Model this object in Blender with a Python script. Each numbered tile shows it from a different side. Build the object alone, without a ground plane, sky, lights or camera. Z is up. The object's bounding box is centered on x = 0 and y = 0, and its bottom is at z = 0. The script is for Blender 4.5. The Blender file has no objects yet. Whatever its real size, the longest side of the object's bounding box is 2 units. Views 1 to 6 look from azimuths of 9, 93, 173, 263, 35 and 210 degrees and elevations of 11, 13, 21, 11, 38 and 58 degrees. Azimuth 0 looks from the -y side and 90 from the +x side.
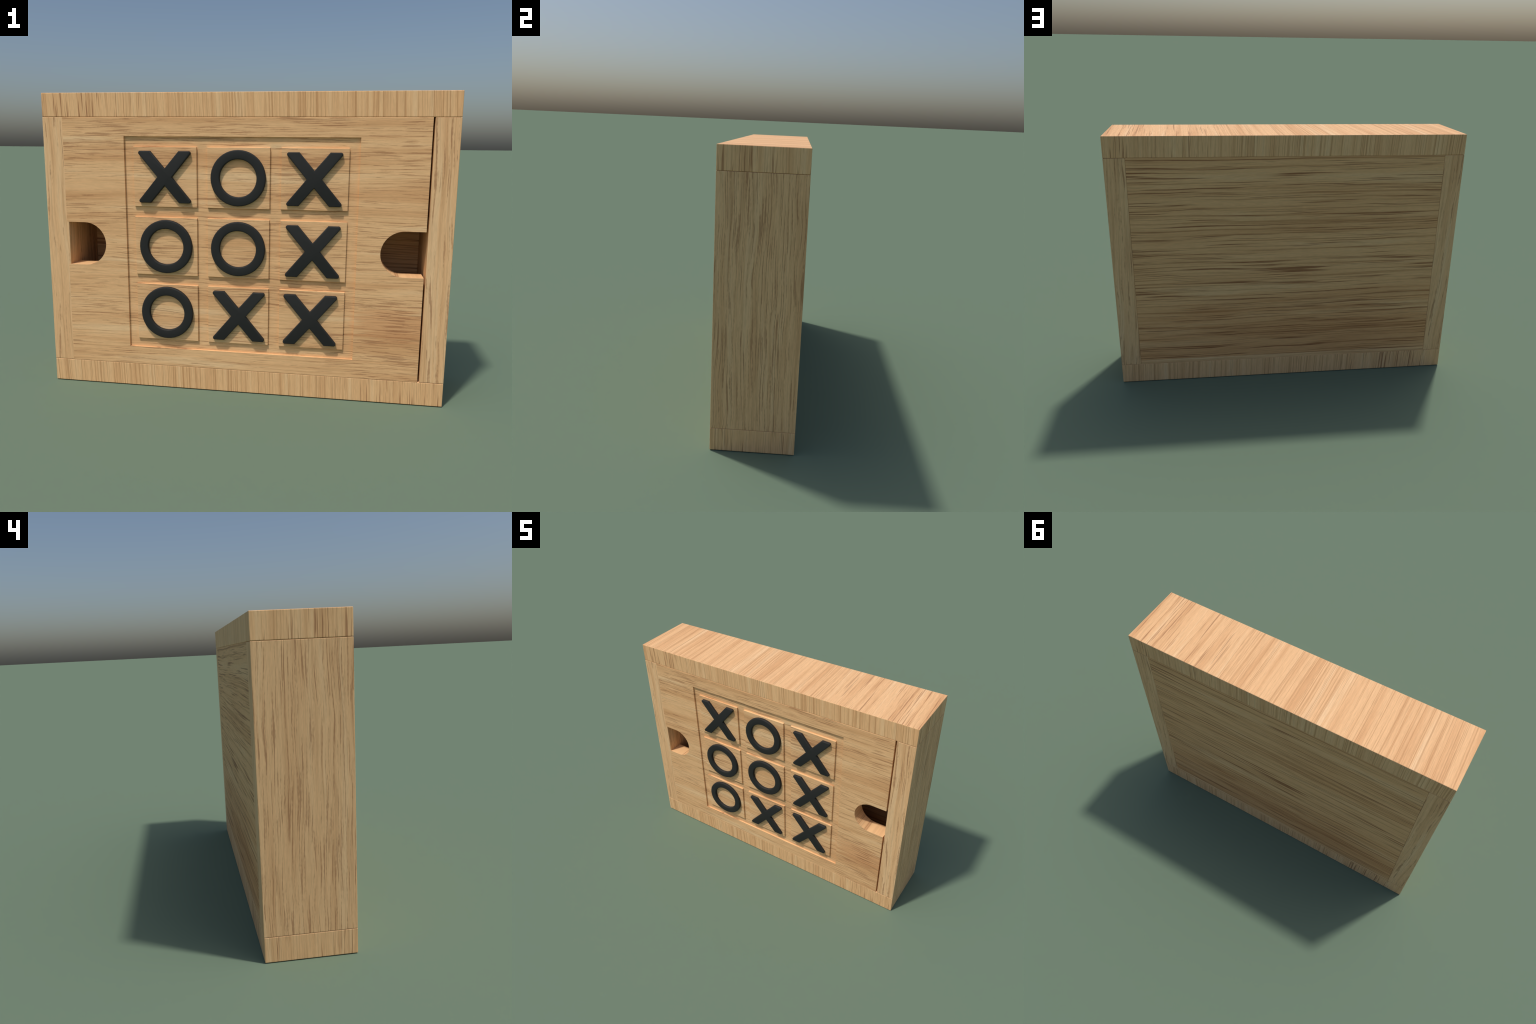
"""Wooden noughts-and-crosses box: four frame boards, a back panel, a sliding
front lid with a carved grid, nine black playing pieces."""
import bpy, bmesh, math
from mathutils import Vector

# ------------------------------------------------------------------ sizes (m)
HALF_W = 1.0                    # half width of the box
Y_FRONT, Y_BACK = -0.2004, 0.2180
Z_TOP = 1.4888
RAIL_LOW, RAIL_HIGH = 0.1177, 1.3738      # inner faces of bottom / top boards
OPEN_X = 0.8855                 # inner faces of the side boards
LID_RIGHT = 0.8765
LID_BACK = -0.0990
LID_LEFT = -0.8958              # the lid laps 1 cm over the left side board
LID_FRONT = Y_FRONT - 0.0004
SLOT_Z, SLOT_R = 0.7450, 0.1095
SLOT_L, SLOT_RT = -0.8003, 0.7812         # arc centres of the finger notches
GROOVE = 0.0100
REC = (-0.5800, 0.5615, 0.2125, 1.2825)   # carved field x0 x1 z0 z1
COLS = [(-0.5330, -0.2150), (-0.1625, 0.1422), (0.1958, 0.5122)]
ROWS = [(0.9422, 1.2326), (0.5990, 0.8895), (0.2600, 0.5493)]
PIECE_FRONT = -0.2182

# ------------------------------------------------------------------ materials
class Nodes:
    def __init__(self, name):
        self.mat = bpy.data.materials.new(name)
        self.mat.use_nodes = True
        self.t = self.mat.node_tree
        self.t.nodes.clear()
    def n(self, kind, **kw):
        nd = self.t.nodes.new(kind)
        for k, v in kw.items():
            setattr(nd, k, v)
        return nd
    def put(self, sock, val):
        if hasattr(val, "is_linked") or isinstance(val, bpy.types.NodeSocket):
            self.t.links.new(val, sock)
        else:
            sock.default_value = val
    def math(self, op, a, b=0.0, c=0.0, clamp=False):
        nd = self.n("ShaderNodeMath", operation=op, use_clamp=clamp)
        for i, v in enumerate((a, b, c)):
            self.put(nd.inputs[i], v)
        return nd.outputs[0]
    def vec(self, x, y, z):
        nd = self.n("ShaderNodeCombineXYZ")
        for i, v in enumerate((x, y, z)):
            self.put(nd.inputs[i], v)
        return nd.outputs[0]
    def noise(self, vec, scale=1.0, detail=2.0, rough=0.5, dist=0.0):
        nd = self.n("ShaderNodeTexNoise")
        self.put(nd.inputs["Vector"], vec)
        nd.inputs["Scale"].default_value = scale
        nd.inputs["Detail"].default_value = detail
        nd.inputs["Roughness"].default_value = rough
        nd.inputs["Distortion"].default_value = dist
        return nd.outputs["Fac"]
    def step(self, v, lo, hi, a=0.0, b=1.0):
        nd = self.n("ShaderNodeMapRange", interpolation_type="SMOOTHSTEP")
        for i, x in enumerate((v, lo, hi, a, b)):
            self.put(nd.inputs[i], x)
        return nd.outputs[0]
    def mix(self, fac, a, b, mode="MIX"):
        nd = self.n("ShaderNodeMix", data_type="RGBA", blend_type=mode)
        self.put(nd.inputs[0], fac)
        for s, v in ((nd.inputs[6], a), (nd.inputs[7], b)):
            self.put(s, (*v, 1.0) if isinstance(v, tuple) else v)
        return nd.outputs[2]


LIGHT = (0.895, 0.548, 0.272)
PALE = (0.930, 0.625, 0.340)
MID = (0.755, 0.415, 0.190)
LINE = (0.520, 0.255, 0.105)
FLECK = (0.350, 0.150, 0.066)


def wood(name, across, along, seed, lines=0.5, line_f=130.0, line_len=1.2, line_cover=0.55,
         flecks=0.6, fleck_f=150.0, fleck_len=6.0, cover=0.57, fleck_soft=0.10, crowding=0.2,
         wavy=1.0, band_f=14.0, band=0.6, band_len=0.6, tint=(1, 1, 1), knots=(), fade=None,
         skew=0.0, pores=0.0):
    """Straight-grained light hardwood. `across`/`along` are the axes X/Y/Z that
    run across and along the grain on the faces this material is put on.
    lines: long even growth lines; flecks: short dark dashes of open pores;
    fade=(axis, from, to): flecks grow and even lines thin out along an axis."""
    N = Nodes(name)
    tc = N.n("ShaderNodeTexCoord")
    sp = N.n("ShaderNodeSeparateXYZ")
    N.put(sp.inputs[0], tc.outputs["Object"])
    ax = {"X": sp.outputs[0], "Y": sp.outputs[1], "Z": sp.outputs[2]}
    a = N.math("ADD", ax[across], seed * 3.71)
    l = ax[along]
    if skew:
        a = N.math("MULTIPLY_ADD", l, skew, a)
    l = N.math("ADD", l, seed * 1.93)

    def V(fa, fl, s):
        return N.vec(N.math("MULTIPLY", a, fa), N.math("MULTIPLY", l, fl), seed + s)
    # lazy waviness of the grain, long and short
    w1 = N.noise(V(5.0, 2.2, 0.3), detail=1.0)
    w2 = N.noise(V(30.0, 9.0, 0.7), detail=1.0)
    a = N.math("MULTIPLY_ADD", N.math("SUBTRACT", w1, 0.5), 0.045 * wavy, a)
    a = N.math("MULTIPLY_ADD", N.math("SUBTRACT", w2, 0.5), 0.0048 * wavy, a)

    bands = N.noise(V(band_f, band_len, 1.1), detail=3.0, rough=0.65)
    col = N.mix(N.math("MULTIPLY", N.step(bands, 0.46, 0.68), band), LIGHT, MID)
    col = N.mix(N.math("MULTIPLY", N.step(bands, 0.46, 0.34), band), col, PALE)
    # growth lines
    ln = N.noise(V(line_f, line_len, 2.3), detail=2.0, rough=0.6)
    ln_m = N.math("MULTIPLY", N.step(ln, line_cover - 0.06, line_cover + 0.12), lines)
    # pores: short dark dashes that crowd together in places
    fk = N.noise(V(fleck_f, fleck_len, 3.7), detail=2.0, rough=0.5)
    crowd = N.noise(V(9.0, 2.0, 4.9), detail=1.0)
    lim = N.math("MULTIPLY_ADD", N.math("SUBTRACT", 0.5, crowd), crowding, cover)
    over = N.math("SUBTRACT", fk, lim)
    if pores:       # dashes broken up into rows of dots
        dots = N.noise(V(fleck_f, fleck_len * 14.0, 7.7), detail=1.0)
        over = N.math("MULTIPLY_ADD", N.math("SUBTRACT", dots, 0.5), pores, over)
    fk_m = N.math("MULTIPLY", N.step(over, -0.01, fleck_soft), flecks)
    if fade:
        axis, f0, f1 = fade
        f = N.step(ax[axis], min(f0, f1), max(f0, f1), float(f0 > f1), float(f0 < f1))
        fk_m = N.math("MULTIPLY", fk_m, N.math("MULTIPLY_ADD", f, 0.9, 0.1))
        ln_m = N.math("MULTIPLY", ln_m, N.math("MULTIPLY_ADD", f, -0.6, 1.0))
    col = N.mix(ln_m, col, LINE)
    col = N.mix(fk_m, col, FLECK)
    # fine fibre
    fb = N.noise(V(320.0, 22.0, 5.5), detail=2.0, rough=0.6)
    fb_c = N.step(fb, 0.25, 0.75, 0.92, 1.06)
    rgb = N.n("ShaderNodeCombineColor")
    for i in range(3):
        N.put(rgb.inputs[i], N.math("MULTIPLY", fb_c, tint[i]))
    col = N.mix(1.0, col, rgb.outputs[0], "MULTIPLY")
    for (c0, c1), (r0, r1), kc, ks in knots:   # warm patches of denser wood
        d0 = N.math("DIVIDE", N.math("SUBTRACT", ax[across], c0), r0)
        d1 = N.math("DIVIDE", N.math("SUBTRACT", ax[along], c1), r1)
        d = N.math("SQRT", N.math("ADD", N.math("MULTIPLY", d0, d0), N.math("MULTIPLY", d1, d1)))
        nz = N.noise(V(60.0, 1.6, 6.1), detail=4.0, rough=0.65)
        d = N.math("MULTIPLY_ADD", N.math("SUBTRACT", nz, 0.5), 2.6, d)
        col = N.mix(N.step(d, 0.70, 1.15, ks, 0.0), col, N.mix(1.0, col, kc, "MULTIPLY"))
    bs = N.n("ShaderNodeBsdfPrincipled")
    N.put(bs.inputs["Base Color"], col)
    bs.inputs["Roughness"].default_value = 0.65
    bs.inputs["Specular IOR Level"].default_value = 0.15
    bp = N.n("ShaderNodeBump")
    bp.inputs["Strength"].default_value = 0.08
    bp.inputs["Distance"].default_value = 0.001
    N.put(bp.inputs["Height"], N.math("SUBTRACT", fb, fk_m))
    N.put(bs.inputs["Normal"], bp.outputs[0])
    out = N.n("ShaderNodeOutputMaterial")
    N.put(out.inputs[0], bs.outputs[0])
    return N.mat


def black_paint():
    N = Nodes("black_paint")
    tc = N.n("ShaderNodeTexCoord")
    nz = N.noise(tc.outputs["Object"], scale=160.0, detail=2.0)
    bs = N.n("ShaderNodeBsdfPrincipled")
    N.put(bs.inputs["Base Color"], N.mix(nz, (0.0245, 0.0250, 0.0243), (0.0295, 0.0300, 0.0290)))
    bs.inputs["Roughness"].default_value = 0.62
    bs.inputs["Specular IOR Level"].default_value = 0.2
    out = N.n("ShaderNodeOutputMaterial")
    N.put(out.inputs[0], bs.outputs[0])
    return N.mat


# ------------------------------------------------------------------ mesh tools
def finish(name, bm, mats, parent, pick=None, smooth=False):
    bmesh.ops.recalc_face_normals(bm, faces=bm.faces)
    me = bpy.data.meshes.new(name)
    for f in bm.faces:
        f.smooth = smooth
        if pick:
            f.material_index = pick(f)
    bm.to_mesh(me)
    bm.free()
    for m in mats:
        me.materials.append(m)
    ob = bpy.data.objects.new(name, me)
    bpy.context.scene.collection.objects.link(ob)
    ob.parent = parent
    return ob


def prism(bm, pts, y0, y1):
    """Extrude an x-z outline from y0 to y1; returns new faces."""
    a = [bm.verts.new((x, y0, z)) for x, z in pts]
    b = [bm.verts.new((x, y1, z)) for x, z in pts]
    fs = [bm.faces.new(a), bm.faces.new(b[::-1])]
    for i in range(len(pts)):
        j = (i + 1) % len(pts)
        fs.append(bm.faces.new((a[i], b[i], b[j], a[j])))
    return fs


def rect(x0, x1, z0, z1):
    return [(x0, z0), (x1, z0), (x1, z1), (x0, z1)]


def soften(bm, width, want=None, seg=2):
    """Round off the sharp edges (those for which want(edge) holds)."""
    bm.normal_update()
    es = [e for e in bm.edges if len(e.link_faces) == 2
          and e.calc_face_angle(0.0) > 0.6 and (want is None or want(e))]
    bmesh.ops.bevel(bm, geom=es, offset=width, segments=seg, profile=0.5,
                    affect="EDGES", clamp_overlap=True)


def apply_modifiers(ob):
    dg = bpy.context.evaluated_depsgraph_get()
    me = bpy.data.meshes.new_from_object(ob.evaluated_get(dg))
    old = ob.data
    ob.modifiers.clear()
    ob.data = me
    me.name = old.name
    bpy.data.meshes.remove(old)


# ------------------------------------------------------------------ the thing
box = bpy.data.objects.new("wooden_game_box", None)
bpy.context.scene.collection.objects.link(box)
box["label"] = "upright light oak box with black noughts and crosses on its sliding lid"
box["category"] = "board game"

# face pickers: index 0 front, 1 back, 2 ends (x), 3 top / bottom
def facing(f):
    n = f.normal
    k = max(range(3), key=lambda i: abs(n[i]))
    if k == 0:
        return 2
    if k == 2:
        return 3
    return 0 if n.y < 0 else 1

def cross_board(name, z0, z1, seed, front_flecks_left):
    """Top / bottom board: grain runs front to back, so every face shows short
    stripes; the even stripes turn to sparse dark dashes toward one end."""
    s = 1 if front_flecks_left else -1
    kw = dict(lines=0.66, line_f=150.0, line_len=0.8, flecks=0.80, fleck_f=130.0,
              fleck_len=3.2, cover=0.57, wavy=0.25, band_f=24.0, band=0.55, band_len=0.4)
    mats = [
        wood(name + "_front_wood", "X", "Z", seed, fade=("X", -0.2 * s, -0.75 * s), skew=0.04, **kw),
        wood(name + "_back_wood", "X", "Z", seed + 1.3, fade=("X", 0.15 * s, 0.6 * s), skew=0.05, **kw),
        wood(name + "_end_wood", "Y", "Z", seed + 2.6, **{**kw, "flecks": 0.7, "lines": 0.4}),
        wood(name + "_top_wood", "X", "Y", seed + 1.9, fade=("X", 0.15 * s, 0.6 * s), skew=0.05,
             tint=(1.0, 0.995, 1.03), **{**kw, "flecks": 0.62, "lines": 0.56, "line_f": 165.0,
                                       "band": 0.8, "band_f": 15.0}),
    ]
    bm = bmesh.new()
    prism(bm, rect(-HALF_W, HALF_W, z0, z1), Y_FRONT, Y_BACK)
    soften(bm, 0.0028)
    return finish(name, bm, mats, box, facing)

cross_board("top_board", RAIL_HIGH, Z_TOP, 1.0, True)
cross_board("bottom_board", 0.0, RAIL_LOW, 7.4, False)

# side boards -----------------------------------------------------------------
def side_board(left, seed):
    kw = dict(lines=0.4, line_f=90.0, line_len=1.6, flecks=0.6, wavy=0.9, band_f=22.0,
              band=0.6, pores=0.15, tint=(0.98, 0.99, 1.01))
    mats = [
        wood("side_front_wood", "X", "Z", seed, fleck_f=110.0, fleck_len=4.0,
             cover=0.59, skew=0.02, **kw),
        wood("side_back_wood", "X", "Z", seed + 1.7, fleck_f=100.0, fleck_len=3.0,
             cover=0.58, skew=0.05, **kw),
        wood("side_face_wood", "Y", "Z", seed + 3.1, fleck_f=200.0, fleck_len=3.6,
             cover=0.55, crowding=0.14, **{**kw, "flecks": 0.62, "wavy": 1.0, "lines": 0.30, "band": 0.40}),
        wood("side_end_wood", "Y", "X", seed + 4.1, **kw),
    ]
    bm = bmesh.new()
    z0, z1 = RAIL_LOW + 0.0010, RAIL_HIGH - 0.0010      # hairline joints
    x0, x1 = (-HALF_W, -OPEN_X) if left else (OPEN_X, HALF_W)
    prism(bm, rect(x0, x1, z0, z1), Y_FRONT, Y_BACK)
    soften(bm, 0.0022)
    return finish("side_board", bm, mats, box, facing)

side_board(True, 11.0)
side_board(False, 21.0)

# back panel and the batten below it ------------------------------------------
BATTEN_TOP = 0.1435
bm = bmesh.new()
prism(bm, rect(-OPEN_X + 0.0006, OPEN_X - 0.0006, BATTEN_TOP, RAIL_HIGH - 0.0004), 0.122, Y_BACK - 0.0004)
soften(bm, 0.0012)
panel_mat = wood("back_panel_wood", "Z", "X", 31.0, lines=0.68, line_f=95.0, line_len=0.55,
                 line_cover=0.57, flecks=0.9, fleck_f=125.0, fleck_len=1.9, cover=0.555, crowding=0.14,
                 fleck_soft=0.14, wavy=0.5, band_f=9.0, band=0.6, skew=0.008,
                 tint=(0.94, 0.90, 0.86),
                 knots=(((0.10, -0.2), (0.42, 1.9), (0.89, 0.80, 0.74), 0.8),))
finish("back_panel", bm, [panel_mat], box)

bm = bmesh.new()
prism(bm, rect(-OPEN_X + 0.0006, OPEN_X - 0.0006, RAIL_LOW + 0.0004, BATTEN_TOP - 0.0004), 0.122, Y_BACK - 0.0004)
soften(bm, 0.0010)
finish("batten", bm, [wood("batten_wood", "Z", "X", 37.0, lines=0.3, flecks=0.25,
                           fleck_len=3.0, band_f=30.0)], box)

# sliding lid -------------------------------------------------------------------
LZ0, LZ1 = RAIL_LOW + 0.0004, RAIL_HIGH - 0.0004
def arc(cx, a0, a1, n=20):
    return [(cx + SLOT_R * math.cos(math.radians(a0 + (a1 - a0) * i / n)),
             SLOT_Z + SLOT_R * math.sin(math.radians(a0 + (a1 - a0) * i / n)))
            for i in range(n + 1)]

lo, hi = SLOT_Z - SLOT_R, SLOT_Z + SLOT_R
outline = [(LID_LEFT, LZ0), (LID_RIGHT, LZ0), (LID_RIGHT, lo)]
outline += arc(SLOT_RT, 270, 90)
outline += [(LID_RIGHT, hi), (LID_RIGHT, LZ1), (LID_LEFT, LZ1), (LID_LEFT, hi)]
outline += arc(SLOT_L, 90, -90)
outline += [(LID_LEFT, lo)]

bm = bmesh.new()
prism(bm, outline, LID_FRONT, LID_BACK)
flat_long = lambda e: abs(e.verts[0].co.y - LID_FRONT) < 1e-5 and abs(e.verts[1].co.y - LID_FRONT) < 1e-5 \
    and (min(v.co.z for v in e.verts) > LZ1 - 1e-4 or max(v.co.z for v in e.verts) < LZ0 + 1e-4)
soften(bm, 0.0018, flat_long)
lid_mat = wood("lid_wood", "Z", "X", 43.0, lines=0.34, line_f=150.0, line_len=1.6,
               flecks=0.57, fleck_f=210.0, fleck_len=6.5, cover=0.565, crowding=0.32, wavy=0.5,
               band_f=12.0, band=0.85, pores=0.08,
               knots=(((0.395, 0.76), (0.085, 0.24), (0.88, 0.77, 0.72), 0.9),))
lid = finish("sliding_lid", bm, [lid_mat], box)

bm = bmesh.new()
prism(bm, rect(*REC), LID_FRONT - 0.05, LID_FRONT + GROOVE)
cut = finish("recess_cutter", bm, [], None)
m = lid.modifiers.new("recess", "BOOLEAN")
m.operation, m.solver, m.object = "DIFFERENCE", "EXACT", cut
apply_modifiers(lid)
bpy.data.objects.remove(cut)

for z0, z1 in ROWS:
    for x0, x1 in COLS:
        bm = bmesh.new()
        prism(bm, rect(x0, x1, z0, z1), LID_FRONT, LID_FRONT + GROOVE + 0.004)
        soften(bm, 0.0013, lambda e: all(v.co.y < LID_FRONT + 1e-4 for v in e.verts))
        finish("raised_square", bm, [lid_mat], lid)

# playing pieces ----------------------------------------------------------------
paint = black_paint()
THICK = LID_FRONT - PIECE_FRONT + 0.002      # sunk 2 mm into the wood

def round_corners(pts, which, r, n=4):
    out = []
    for i, p in enumerate(pts):
        if i not in which:
            out.append(p)
            continue
        P, A, B = Vector(p), Vector(pts[i - 1]), Vector(pts[(i + 1) % len(pts)])
        u, v = (A - P).normalized(), (B - P).normalized()
        half = u.angle(v) / 2
        d = r / math.tan(half)
        c = P + (u + v).normalized() * (r / math.sin(half))
        s, e = P + u * d - c, P + v * d - c
        for k in range(n + 1):
            q = s.lerp(e, k / n).normalized() * r + c
            out.append((q.x, q.y))
    return out

def piece_mesh(kind):
    bm = bmesh.new()
    if kind == "cross":
        W, H, IN, CX, CZ = 0.1408, 0.1255, 0.0720, 0.0360, 0.0410
        pts = [(W, H), (IN, H), (0, CZ), (-IN, H), (-W, H), (-CX, 0),
               (-W, -H), (-IN, -H), (0, -CZ), (IN, -H), (W, -H), (CX, 0)]
        prism(bm, round_corners(pts, (0, 4, 6, 10), 0.0092), -THICK, 0.0)
        bm.normal_update()
        es = [e for e in bm.edges if all(v.co.y < -THICK + 1e-5 for v in e.verts)]
        bmesh.ops.bevel(bm, geom=es, offset=0.0042, segments=3, profile=0.5, affect="EDGES")
    else:
        RO, RI, n, r = 0.1338, 0.0898, 44, 0.0055
        prof = [(RI, 0.0), (RI, -THICK + r)]
        prof += [(RI + r - r * math.cos(t), -THICK + r - r * math.sin(t)) for t in (0.52, 1.05, 1.57)]
        prof += [(RO - r + r * math.sin(t), -THICK + r - r * math.cos(t)) for t in (0.0, 0.52, 1.05)]
        prof += [(RO, -THICK + r), (RO, 0.0)]
        rings = [[bm.verts.new((p * math.cos(2 * math.pi * i / n), y, p * math.sin(2 * math.pi * i / n)))
                  for p, y in prof] for i in range(n)]
        k = len(prof)
        for i in range(n):
            A, B = rings[i], rings[(i + 1) % n]
            for j in range(k):
                bm.faces.new((A[j], A[(j + 1) % k], B[(j + 1) % k], B[j]))
    bmesh.ops.recalc_face_normals(bm, faces=bm.faces)
    me = bpy.data.meshes.new(kind + "_piece")
    bm.to_mesh(me)
    bm.free()
    me.materials.append(paint)
    me.polygons.foreach_set("use_smooth", [True] * len(me.polygons))
    for p in me.polygons:           # the flat front stays flat, the rims are rounded
        if p.normal.y < -0.999:
            p.use_smooth = False
    me.set_sharp_from_angle(angle=math.radians(40))
    return me

meshes = {"X": piece_mesh("cross"), "O": piece_mesh("ring")}
names = {"X": "cross_piece", "O": "ring_piece"}
NUDGE = {(2, 1): 0.004, (2, 2): -0.005}     # two pieces sit a little off centre
for r, line in enumerate(("XOX", "OOX", "OXX")):
    for c, ch in enumerate(line):
        ob = bpy.data.objects.new(names[ch], meshes[ch])
        ob.location = ((-0.3728, -0.0098, 0.3530)[c] + NUDGE.get((r, c), 0.0), LID_FRONT + 0.002,
                       sum(ROWS[r]) / 2 + 0.0005)
        bpy.context.scene.collection.objects.link(ob)
        ob.parent = lid
